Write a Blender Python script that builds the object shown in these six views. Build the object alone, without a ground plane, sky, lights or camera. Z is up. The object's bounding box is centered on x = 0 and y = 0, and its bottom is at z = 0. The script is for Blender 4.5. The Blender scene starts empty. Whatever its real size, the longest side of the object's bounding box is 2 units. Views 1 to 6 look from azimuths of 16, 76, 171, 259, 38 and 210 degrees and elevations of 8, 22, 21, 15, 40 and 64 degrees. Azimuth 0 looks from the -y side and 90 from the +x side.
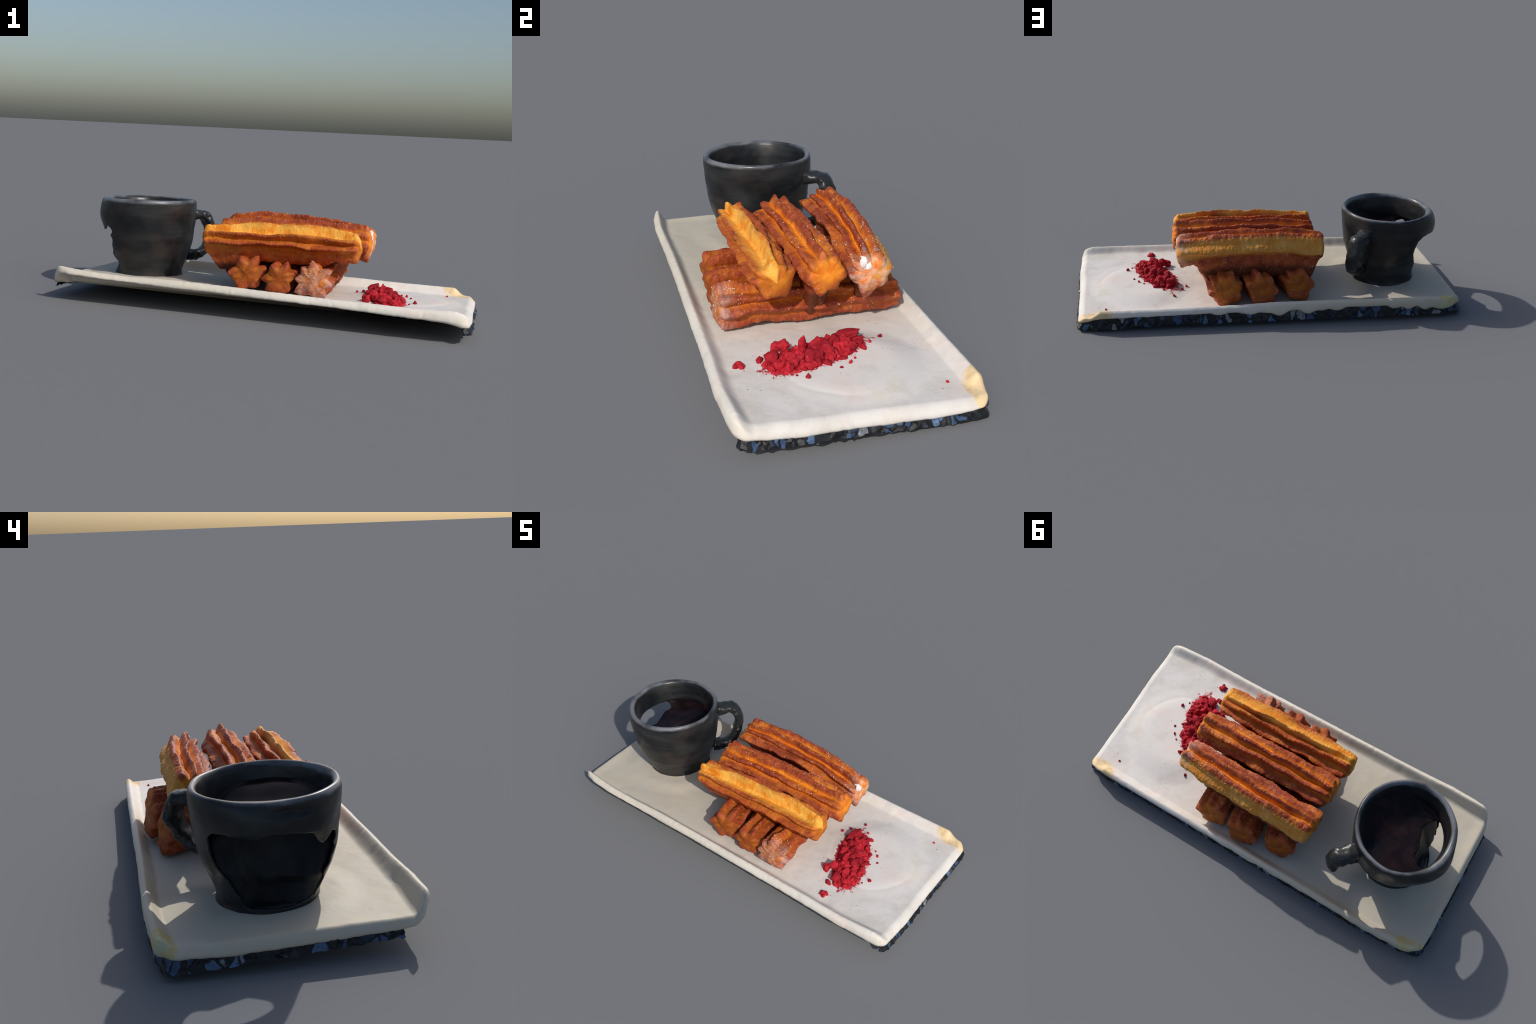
import bpy, bmesh, math, random
import numpy as np
from mathutils import Vector, Matrix

random.seed(7)
rng = np.random.default_rng(11)

# ------------------------------------------------------------------ helpers
def sm(a, b, x):
    t = np.clip((np.asarray(x, float) - a) / (b - a), 0, 1)
    return t * t * (3 - 2 * t)

def hash3(i, j, k):
    h = (i * 374761393 + j * 668265263 + k * 2147483647 % 1274126177) & 0xFFFFFFFF
    h = ((h ^ (h >> 13)) * 1274126177) & 0xFFFFFFFF
    h = ((h ^ (h >> 16)) * 2246822519) & 0xFFFFFFFF
    return ((h ^ (h >> 13)) & 0xFFFFFF) / float(0xFFFFFF)

def vnoise(P, scale, seed=0):
    """smooth value noise in [-1, 1] at the rows of P"""
    Q = np.asarray(P, float) * scale + seed * 17.31
    I = np.floor(Q).astype(np.int64)
    F = Q - I
    F = F * F * (3 - 2 * F)
    out = 0
    for dx in (0, 1):
        for dy in (0, 1):
            for dz in (0, 1):
                w = (F[:, 0] if dx else 1 - F[:, 0]) * (F[:, 1] if dy else 1 - F[:, 1]) * (F[:, 2] if dz else 1 - F[:, 2])
                out = out + w * hash3(I[:, 0] + dx + 5000, I[:, 1] + dy + 5000, I[:, 2] + dz + 5000)
    return out * 2 - 1

def fbm(P, scale, octaves=3, seed=0):
    o, a = 0, 1.0
    for k in range(octaves):
        o = o + a * vnoise(P, scale * 2 ** k, seed + k)
        a *= 0.5
    return o

def mesh_obj(name, verts, faces, mat=None, smooth=True, parent=None):
    me = bpy.data.meshes.new(name)
    me.from_pydata([tuple(map(float, v)) for v in verts], [], faces)
    me.validate()
    me.polygons.foreach_set("use_smooth", [smooth] * len(me.polygons))
    ob = bpy.data.objects.new(name, me)
    bpy.context.scene.collection.objects.link(ob)
    if mat:
        me.materials.append(mat)
    if parent:
        ob.parent = parent
    return ob

def empty(name, loc, label, category):
    e = bpy.data.objects.new(name, None)
    e.empty_display_size = 0.05
    e.location = loc
    bpy.context.scene.collection.objects.link(e)
    e["label"], e["category"] = label, category
    return e

def grid_faces(nr, nc, wrap=True, off=0):
    f = []
    for i in range(nr - 1):
        for j in range(nc if wrap else nc - 1):
            a, b = off + i * nc + j, off + i * nc + (j + 1) % nc
            f.append((a, b, b + nc, a + nc))
    return f

def adopt(child, parent):
    child.parent = parent
    child.matrix_parent_inverse = Matrix.Translation(-Vector(parent.location))

# ------------------------------------------------------------------ node helpers
class Nodes:
    def __init__(self, name, rough=0.6, spec=0.3):
        self.m = bpy.data.materials.new(name)
        self.m.use_nodes = True
        self.t = self.m.node_tree
        self.n = self.t.nodes
        self.b = self.n["Principled BSDF"]
        self.b.inputs["Roughness"].default_value = rough
        self.b.inputs["Specular IOR Level"].default_value = spec
        tc = self.n.new("ShaderNodeTexCoord")
        self.obj = tc.outputs["Object"]
        self._xyz = None
    def link(self, a, b):
        self.t.links.new(a, b)
    def put(self, sock, v):
        if hasattr(v, "is_linked") or isinstance(v, bpy.types.NodeSocket):
            self.link(v, sock)
        else:
            sock.default_value = v
    def xyz(self):
        if not self._xyz:
            s = self.n.new("ShaderNodeSeparateXYZ")
            self.link(self.obj, s.inputs[0])
            self._xyz = s.outputs
        return self._xyz
    def math(self, op, a, b=0.0, c=0.0, clamp=False):
        k = self.n.new("ShaderNodeMath")
        k.operation, k.use_clamp = op, clamp
        self.put(k.inputs[0], a); self.put(k.inputs[1], b); self.put(k.inputs[2], c)
        return k.outputs[0]
    def ramp01(self, v, a, b, lo=0.0, hi=1.0):
        k = self.n.new("ShaderNodeMapRange")
        k.interpolation_type = "SMOOTHSTEP"
        self.put(k.inputs[0], v)
        for i, q in enumerate((a, b, lo, hi)):
            k.inputs[i + 1].default_value = q
        return k.outputs[0]
    def noise(self, scale, detail=3.0, rough=0.55, vec=None, dist=0.0):
        k = self.n.new("ShaderNodeTexNoise")
        k.inputs["Scale"].default_value = scale
        k.inputs["Detail"].default_value = detail
        k.inputs["Roughness"].default_value = rough
        k.inputs["Distortion"].default_value = dist
        self.link(vec or self.obj, k.inputs["Vector"])
        return k.outputs[0]
    def vor(self, scale, feature="F1", vec=None, out="Distance"):
        k = self.n.new("ShaderNodeTexVoronoi")
        k.feature = feature
        k.inputs["Scale"].default_value = scale
        self.link(vec or self.obj, k.inputs["Vector"])
        return k.outputs[out]
    def mapping(self, scale=(1, 1, 1), loc=(0, 0, 0)):
        k = self.n.new("ShaderNodeMapping")
        k.inputs["Scale"].default_value = scale
        k.inputs["Location"].default_value = loc
        self.link(self.obj, k.inputs[0])
        return k.outputs[0]
    def mix(self, f, a, b):
        k = self.n.new("ShaderNodeMix")
        k.data_type = "RGBA"
        self.put(k.inputs[0], f)
        for s, v in ((k.inputs[6], a), (k.inputs[7], b)):
            if isinstance(v, tuple):
                s.default_value = (*v, 1)
            else:
                self.link(v, s)
        return k.outputs[2]
    def ramp(self, v, stops, interp="LINEAR"):
        k = self.n.new("ShaderNodeValToRGB")
        k.color_ramp.interpolation = interp
        e = k.color_ramp.elements
        while len(e) < len(stops):
            e.new(0.5)
        for q, (p, c) in zip(e, stops):
            q.position, q.color = p, (*c, 1)
        self.link(v, k.inputs[0])
        return k.outputs[0]
    def bump(self, h, strength=0.3, dist=0.003):
        k = self.n.new("ShaderNodeBump")
        k.inputs["Strength"].default_value = strength
        k.inputs["Distance"].default_value = dist
        self.link(h, k.inputs["Height"])
        self.link(k.outputs[0], self.b.inputs["Normal"])
    def color(self, c):
        self.link(c, self.b.inputs["Base Color"])
        return self.m

# ------------------------------------------------------------------ plate shape
CUP = np.array([-0.654, 0.044])
WELL = np.array([0.61, 0.015])

def edge_front(x): return np.interp(x, [-1, -.94, -.73, -.45, -.16, .15, .46, .75, .95, 1], [-.40, -.405, -.42, -.419, -.422, -.429, -.434, -.444, -.436, -.434])
def edge_back(x): return np.interp(x, [-1, -.9, -.7, -.5, -.27, 0, .3, .6, .85, 1], [.434, .438, .448, .443, .434, .429, .422, .415, .408, .405])
def edge_left(y): return np.interp(y, [-.45, -.3, 0, .3, .42], [-.958, -.976, -.977, -.977, -.974])
def edge_right(y): return np.interp(y, [-.45, -.2, 0, .2, .4], [.974, .977, .968, .966, .960])

def floor_plane(x, y): return .0905 - (.05 - .03 * sm(-.42, -.8, x)) * y - .003 * x

def height(x, y):
    x, y = np.asarray(x, float), np.asarray(y, float)
    fl = floor_plane(x, y)
    P = np.stack([x, y, 0 * x], -1).reshape(-1, 3)
    n1 = vnoise(P, 7, 3).reshape(x.shape); n2 = vnoise(P, 22, 4).reshape(x.shape); n3 = vnoise(P, 60, 5).reshape(x.shape)
    z = fl + .0022 * n1 + .0008 * n2 + .0003 * n3
    # two low round platforms: one carries the crumbs, one the cup
    q = np.hypot(x - WELL[0] - .035, y - WELL[1] - .005) + .012 * n1
    z = z + (.1005 - .012 * y - z) * (1 - sm(.150, .290, q)) * .95 - .0012 * np.exp(-((q - .215) / .012) ** 2) * sm(.1, -.1, y)
    q = np.hypot(x - CUP[0], y - CUP[1]) + .010 * n1
    z = z + (.0075 + .0035 * np.clip(-(y - CUP[1]) / .2, -1, 1)) * (1 - sm(.215, .33, q))
    df, db = y - edge_front(x), edge_back(x) - y
    dl, dr = x - edge_left(y), edge_right(y) - x
    wob = .004 * n2
    # rolled front rim, highest at the cup end
    crest = np.interp(x, [-.96, -.92, -.81, -.58, -.37, -.08, .38, .73, .92, .97], [.158, .167, .158, .149, .153, .149, .139, .137, .140, .128])
    g = (1 - sm(.016, .072 + wob, df)) ** 1.7
    z = z * (1 - g) + g * (crest + .0012 * n3)
    # back rim, broken away at the right corner
    crest = np.interp(x, [-.97, -.88, -.74, -.4, 0, .2, .6, .86], [.108, .114, .119, .120, .121, .112, .106, .107])
    g = (1 - sm(.013, .060 + wob, db)) * (1 - .93 * sm(.85, .915, x + .02 * n2))
    z = np.maximum(z, z * (1 - g) + g * (crest + .0012 * n3))
    # low swelling at the left end
    z = z + .006 * np.exp(-((dl - .012) / .035) ** 2) * sm(.02, .1, df)
    # edges fall away
    z = z - .010 * np.clip(1 - df / .02, 0, 1) ** 2 - .010 * np.clip(1 - db / .016, 0, 1) ** 2
    z = z - .016 * np.clip(1 - dr / .030, 0, 1) ** 2 - .012 * np.clip(1 - dl / .02, 0, 1) ** 2
    return z

def outline(n=1400):
    """rounded rectangle, counter-clockwise from the middle of the front edge"""
    pts = []
    def corner(cx, cy, sx, sy, rx, ry, m, flip):
        a = np.linspace(0, math.pi / 2, m)
        c, s = np.cos(a), np.sin(a)
        px = cx + sx * (rx * (s if flip else c) - rx)
        py = cy + sy * (ry * (c if flip else s) - ry)
        return list(zip(px, py))
    xl, xr = -.976, .974
    fr = [(x, edge_front(x)) for x in np.linspace(-.87, .90, 420)]
    cB = corner(.976, -.436, 1, -1, .062, .045, 60, True)
    rt = [(edge_right(y), y) for y in np.linspace(-.38, .30, 180)]
    cC = [(np.interp(t, [0, .3, .6, 1], [.963, .962, .945, .86]), np.interp(t, [0, .3, .6, 1], [.31, .365, .390, .407])) for t in np.linspace(0, 1, 60)]
    bk = [(x, edge_back(x)) for x in np.linspace(.85, -.89, 420)]
    cD = corner(-.974, .438, -1, 1, .085, .075, 60, True)
    lf = [(edge_left(y), y) for y in np.linspace(.33, -.31, 180)]
    cA = corner(-.972, -.402, -1, -1, .085, .085, 60, False)
    P = np.array(fr + cB + rt + cC + bk + cD + lf + cA)
    d = np.r_[0, np.cumsum(np.hypot(*np.diff(np.vstack([P, P[:1]]), axis=0).T))]
    s = np.linspace(0, d[-1], n, endpoint=False)
    Q = np.vstack([P, P[:1]])
    P = np.stack([np.interp(s, d, Q[:, 0]), np.interp(s, d, Q[:, 1])], -1)
    for _ in range(8):
        P = .5 * P + .25 * np.roll(P, 1, 0) + .25 * np.roll(P, -1, 0)
    return P

OUT = outline()
NP = len(OUT)
TAN = np.roll(OUT, -1, 0) - np.roll(OUT, 1, 0)
NOR = np.stack([TAN[:, 1], -TAN[:, 0]], -1) / np.linalg.norm(TAN, axis=1)[:, None]

# where along the outline are we: weights for the four sides
W_FRONT = sm(.5, .8, -NOR[:, 1]); W_BACK = sm(.4, .8, NOR[:, 1]); W_RIGHT = sm(.4, .8, NOR[:, 0]); W_LEFT = sm(.4, .8, -NOR[:, 0])

def white_bottom():
    """lower edge of the white glaze along the outline"""
    x, y = OUT.T
    front = np.interp(x, [-.97, -.92, -.8, -.57, -.37, -.08, .38, .73, .88, .97], [.116, .134, .130, .124, .118, .114, .105, .095, .088, .070])
    right = np.interp(y, [-.44, -.39, -.29, -.1, .06, .23, .33, .4], [.066, .068, .055, .049, .038, .032, .036, .045])
    P = np.stack([x, y, 0 * x], -1)
    back = np.interp(x, [-.97, -.84, -.36, 0, .33, .6, .87, .97], [.076, .080, .081, .073, .075, .071, .066, .035])
    for cx, w, d in ((.28, .016, .024), (.12, .026, .020), (.03, .03, .012), (-.03, .024, .036), (-.17, .022, .040), (-.24, .03, .016), (-.32, .016, .034), (-.62, .016, .034), (-.69, .020, .040), (-.78, .030, .040), (-.86, .035, .040), (-.92, .03, .03)):
        back = back - d * np.exp(-np.abs((x - cx) / w) ** 3)
    left = np.interp(y, [-.40, -.32, -.18, 0, .13, .24, .34, .42], [.085, .073, .066, .060, .056, .053, .061, .055])
    w = np.stack([W_FRONT, W_RIGHT, W_BACK, W_LEFT]) + 1e-4
    z = (w * np.stack([front, right, back, left])).sum(0) / w.sum(0)
    k = np.ones(15) / 15
    z = np.convolve(np.r_[z[-7:], z, z[:7]], k, "valid")
    return z + .0016 * vnoise(P, 26, 9) + .0010 * vnoise(P, 70, 10)

WB = white_bottom()

def build_plate():
    P = OUT
    S = np.stack([np.clip(P[:, 0], -.56, .56), 0 * P[:, 1]], -1)
    ks = np.r_[np.linspace(0, .06, 14, endpoint=False), np.linspace(.06, .30, 44, endpoint=False), np.linspace(.30, 1.0, 64)]
    V = []
    zt = height(P[:, 0], P[:, 1])
    # outer wall from glaze bottom up to the lip
    bulge = np.array([.000, .005, .007, .006, .003])
    P3 = np.stack([P[:, 0], P[:, 1], 0 * zt], -1)
    wob = .0010 * vnoise(P3, 24, 21) + .0008 * vnoise(P3, 70, 22)
    under = []
    for ins, dz in ((.10, 0.0), (.045, 0.0), (.018, -.004)):
        q = P - NOR * ins
        zz = np.minimum(height(P[:, 0] * (1 - ins), P[:, 1] * (1 - ins * 2)) - .02, WB + .012) + dz
        under.append(np.c_[q, np.minimum(zz, WB + .004) if ins < .03 else zz])
    V += under
    V.append(np.c_[P - NOR * (.004 + .005 * W_BACK)[:, None], WB])
    for k, b in zip((.10, .32, .6, .85), bulge[1:]):
        V.append(np.c_[P + NOR * (b + wob - .007 * (1 - k) * W_BACK)[:, None] * 1.0, WB + (zt - WB) * k])
    for k in ks:
        q = P + (S - P) * k
        V.append(np.c_[q, height(q[:, 0], q[:, 1])])
    V = np.vstack(V)
    nr = len(V) // NP
    F = grid_faces(nr, NP)
    # close the underside
    F.append(tuple(range(NP - 1, -1, -1)))
    return V, F

# ------------------------------------------------------------------ materials
def plate_material():
    m = Nodes("white_glaze", .6, .25)
    x, y, z = m.xyz()[0], m.xyz()[1], m.xyz()[2]
    n = m.noise(3.2, 4)
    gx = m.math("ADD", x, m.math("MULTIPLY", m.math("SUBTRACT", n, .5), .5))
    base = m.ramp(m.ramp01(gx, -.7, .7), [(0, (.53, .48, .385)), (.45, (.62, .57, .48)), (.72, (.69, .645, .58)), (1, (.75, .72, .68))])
    # creamy front rim, bluish cloudiness, faint pink near the fruit
    base = m.mix(m.math("MULTIPLY", m.ramp01(y, -.30, -.40), .5), base, (.76, .71, .61))
    base = m.mix(m.math("MULTIPLY", m.ramp01(m.noise(7, 5, .65), .42, .72), .55), base, (.56, .52, .465))
    base = m.mix(m.math("MULTIPLY", m.ramp01(m.noise(28, 5, .7), .62, .75), .22), base, (.42, .38, .31))
    pk = m.math("MULTIPLY", m.ramp01(m.noise(5.5, 3, vec=m.mapping((1, 1, 1), (3, 1, 0))), .52, .7), m.ramp01(x, .35, .7))
    base = m.mix(m.math("MULTIPLY", pk, .35), base, (.80, .62, .55))
    base = m.mix(m.math("MULTIPLY", m.ramp01(m.noise(4.5, 5, .7, vec=m.mapping((1, 1, 1), (7, 2, 1))), .53, .72), .4), base, (.66, .555, .42))
    # greenish-yellow bare corners of clay
    def corner(px, py, rx, ry, edge=.25):
        a = m.math("DIVIDE", m.math("SUBTRACT", x, px), rx)
        b = m.math("DIVIDE", m.math("SUBTRACT", y, py), ry)
        d = m.math("SQRT", m.math("ADD", m.math("MULTIPLY", a, a), m.math("MULTIPLY", b, b)))
        d = m.math("ADD", d, m.math("MULTIPLY", m.math("SUBTRACT", m.noise(14, 3), .5), .9))
        return m.ramp01(d, 1.0 + edge / 2, 1.0 - edge / 2)
    c1 = m.mix(m.ramp01(m.noise(30, 4), .4, .65), (.80, .62, .36), (.68, .50, .30))
    base = m.mix(corner(.92, .395, .115, .055), base, c1)
    c2 = m.mix(m.ramp01(m.noise(24, 4), .4, .62), (.56, .44, .17), (.50, .52, .33))
    base = m.mix(m.math("MULTIPLY", corner(-.92, .42, .075, .05), .8), base, c2)
    # red powder round the heap of crumbs and a few specks further off
    a = m.math("DIVIDE", m.math("SUBTRACT", x, m.math("SUBTRACT", .55, m.math("MULTIPLY", y, .33))), .095)
    b = m.math("DIVIDE", m.math("ADD", y, .06), .215)
    d = m.math("SQRT", m.math("ADD", m.math("MULTIPLY", a, a), m.math("MULTIPLY", b, b)))
    dn = m.math("ADD", d, m.math("MULTIPLY", m.math("SUBTRACT", m.noise(55, 4, .7), .5), .95))
    red = m.ramp01(dn, 1.02, .90)
    sp = m.math("MULTIPLY", m.ramp01(m.vor(46), .17, .10), m.ramp01(m.noise(11, 2), .50, .60))
    sp = m.math("MULTIPLY", sp, m.ramp01(d, 2.5, 1.0))
    base = m.mix(m.math("MULTIPLY", m.math("MAXIMUM", red, sp), m.ramp01(z, .118, .108)), base, (.42, .018, .035))
    far = m.math("MULTIPLY", m.ramp01(m.vor(17), .075, .045), m.ramp01(x, .55, .75))
    far = m.math("MULTIPLY", far, m.ramp01(y, -.02, .12))
    far = m.math("MULTIPLY", far, m.ramp01(m.math("ADD", x, y), 1.24, 1.18))
    base = m.mix(m.math("MULTIPLY", far, .7), base, (.55, .05, .07))
    # dark specks in the clay
    base = m.mix(m.math("MULTIPLY", m.ramp01(m.vor(75), .10, .05), m.math("MULTIPLY", m.ramp01(m.noise(16, 2), .56, .62), .45)), base, (.16, .14, .12))
    h = m.math("ADD", m.math("MULTIPLY", m.noise(40, 4, .6), .6), m.math("MULTIPLY", m.noise(140, 3, .6), .3))
    m.bump(h, .22, .004)
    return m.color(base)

def mosaic_material():
    m = Nodes("blue_mosaic", .5, .3)
    v = m.mapping((1, 1, .62))
    vd = m.n.new("ShaderNodeTexVoronoi"); vd.inputs["Scale"].default_value = 27
    w = m.n.new("ShaderNodeVectorMath"); w.operation = "ADD"
    nz = m.n.new("ShaderNodeTexNoise"); nz.inputs["Scale"].default_value = 18
    sc = m.n.new("ShaderNodeVectorMath"); sc.operation = "SCALE"; sc.inputs[3].default_value = .035
    m.link(m.obj, nz.inputs["Vector"]); m.link(nz.outputs["Color"], sc.inputs[0])
    m.link(v, w.inputs[0]); m.link(sc.outputs[0], w.inputs[1]); m.link(w.outputs[0], vd.inputs["Vector"])
    sep = m.n.new("ShaderNodeSeparateColor"); m.link(vd.outputs["Color"], sep.inputs[0])
    cell = m.ramp(sep.outputs[0], [(0, (.010, .012, .016)), (.30, (.018, .030, .060)), (.46, (.045, .085, .17)), (.62, (.028, .030, .034)), (.76, (.085, .15, .27)), (.88, (.20, .22, .25))], "CONSTANT")
    vd2 = m.n.new("ShaderNodeTexVoronoi"); vd2.feature = "DISTANCE_TO_EDGE"; vd2.inputs["Scale"].default_value = 27
    m.link(w.outputs[0], vd2.inputs["Vector"])
    cell = m.mix(m.ramp01(vd2.outputs["Distance"], .14, .05), cell, (.010, .011, .013))
    cell = m.mix(m.math("MULTIPLY", m.ramp01(m.noise(60, 3), .45, .7), .5), cell, (.02, .022, .025))
    return m.color(cell)

def cup_material():
    m = Nodes("dark_stoneware", .30, .3)
    z = m.xyz()[2]
    w = m.noise(5, 3, vec=m.mapping((1, 1, 3)))
    base = m.mix(m.ramp01(w, .35, .7), (.009, .0108, .0130), (.029, .0305, .032))  # base tinted bluish to carry the blue-grey sheen
    base = m.mix(m.math("MULTIPLY", m.ramp01(m.noise(4.2, 3), .5, .68), .5), base, (.044, .027, .022))
    base = m.mix(m.math("MULTIPLY", m.ramp01(m.math("ADD", z, m.math("MULTIPLY", m.noise(14, 3), .02)), .474, .487), m.ramp01(m.noise(6, 3), .25, .65)), base, (.17, .18, .20))  # sky highlight along the rim, painted as a paler grey band
    m.link(m.ramp01(m.noise(11, 3),   .3, .7, .26, .42), m.b.inputs["Roughness"])
    h = m.math("ADD", m.math("MULTIPLY", m.noise(7, 3, vec=m.mapping((1, 1, 5))), .7), m.math("MULTIPLY", m.noise(45, 3), .5))
    m.bump(h, .10, .004)
    m.b.inputs["Coat Weight"].default_value = .04
    m.b.inputs["Coat Roughness"].default_value = .22
    return m.color(base)

def coffee_material():
    m = Nodes("coffee_surface", .20, .2)
    base = m.ramp(m.noise(9, 3, dist=.8), [(.35, (.003, .003, .006)), (.52, (.010, .005, .006)), (.7, (.024, .011, .011))])
    m.bump(m.noise(14, 2), .12, .004)
    return m.color(base)

def churro_material(name, crust, valley, bow, ybow, half, r0, r1, sugar=.5, pale=None, white_end=0.0, white_start=0.0):
    """golden grooves, browned ridges (further from the axis), sugar specks"""
    m = Nodes(name, .55, .2)
    x, y, z = m.xyz()[0], m.xyz()[1], m.xyz()[2]
    t = m.math("DIVIDE", x, half)
    zz = m.math("SUBTRACT", z, m.math("MULTIPLY", m.math("SUBTRACT", 1.0, m.math("MULTIPLY", t, t)), bow))
    y = m.math("SUBTRACT", y, m.math("MULTIPLY", m.math("SUBTRACT", 1.0, m.math("MULTIPLY", t, t)), ybow))
    r = m.math("SQRT", m.math("ADD", m.math("MULTIPLY", y, y), m.math("MULTIPLY", zz, zz)))
    r = m.math("ADD", r, m.math("MULTIPLY", m.math("SUBTRACT", m.noise(22, 4, .6), .5), .034))
    mask = m.math("MAXIMUM", m.ramp01(r, r0, r1), m.ramp01(zz, -.005, -.04, 0.0, .6))  # second term tints the lower half darker for the shade beneath
    long = m.mapping((.25, 1, 1))
    val = m.mix(m.ramp01(m.noise(26, 4, vec=long), .35, .65), valley[0], valley[1])
    cru = m.mix(m.ramp01(m.noise(30, 5, .65), .35, .65), crust[0], crust[1])
    cru = m.mix(m.math("MULTIPLY", m.ramp01(m.noise(9, 3), .52, .7), .55), cru, crust[2])
    cru = m.mix(m.math("MULTIPLY", m.ramp01(m.noise(13, 4, .6), .52, .68), .45), cru, val)
    base = m.mix(mask, val, cru)
    if pale:
        # pale side where the dough never touched hot oil: angle band about the axis
        ang = m.math("ARCTAN2", zz, y)
        band = m.math("MULTIPLY", m.ramp01(ang, pale[0] - .15, pale[0] + .12), m.ramp01(ang, pale[1] + .15, pale[1] - .12))
        pc = m.mix(m.ramp01(m.noise(20, 4), .35, .7), pale[2], pale[3])
        base = m.mix(m.math("MULTIPLY", band, m.ramp01(r, .070, .090, .94, pale[4])), base, pc)
    # sugar specks and frosted ends
    sp = m.math("MULTIPLY", m.ramp01(m.vor(105, vec=m.mapping((.7, 1, 1))), .26, .12), m.ramp01(m.noise(18, 3), .64 - .18 * sugar, .80 - .18 * sugar))
    fine = m.math("MULTIPLY", m.ramp01(m.noise(120, 3, .7, vec=m.mapping((.5, 1, 1))), .60, .72), .24 * sugar + .04)
    sug = m.math("MAXIMUM", m.math("MULTIPLY", sp, .75), fine)
    for amt, sgn in ((white_end, 1), (white_start, -1)):
        if amt > 0:
            e = m.ramp01(m.math("MULTIPLY", x, sgn), half - .085, half - .005)
            fr = m.math("MULTIPLY", m.ramp01(m.noise(34, 5, .7), .36, .64), m.math("MULTIPLY", e, amt))
            sug = m.math("MAXIMUM", sug, fr)
    base = m.mix(m.ramp01(r, .094, .125), base, (.13, .030, .011))  # slumped web darkened to deep brown: shadow under the stack baked into colour
    base = m.mix(sug, base, (.70, .56, .50))
    h = m.math("ADD", m.math("MULTIPLY", m.noise(70, 4, .65, vec=m.mapping((1.6, 1, 1))), .8), m.math("MULTIPLY", m.vor(130), .3))
    m.bump(h, .5, .004)
    return m.color(base)

def crumb_material():
    m = Nodes("freeze_dried_raspberry", .75, .2)
    oi = m.n.new("ShaderNodeObjectInfo")
    base = m.mix(m.ramp01(m.noise(70, 4), .35, .65), (.36, .009, .019), (.56, .026, .042))
    base = m.mix(m.ramp01(oi.outputs["Random"], .3, 1.0, 0.0, .75), base, (.20, .006, .014))
    base = m.mix(m.math("MULTIPLY", m.ramp01(m.noise(150, 3), .66, .76), .35), base, (.75, .25, .22))
    m.bump(m.noise(160, 3), .35, .003)
    return m.color(base)

def icing_material():
    m = Nodes("sugar_icing", .6, .3)
    base = m.mix(m.ramp01(m.noise(60, 3), .4, .7), (.88, .84, .84), (.74, .62, .58))
    m.bump(m.noise(110, 3), .3, .003)
    return m.color(base)

# ------------------------------------------------------------------ build plate
plate = empty("serving_plate", (0, 0, 0), "long white glazed rectangular plate with mosaic underside edge", "plate")
V, F = build_plate()
body = mesh_obj("plate_body", V, F, plate_material(), True, plate)

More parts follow.
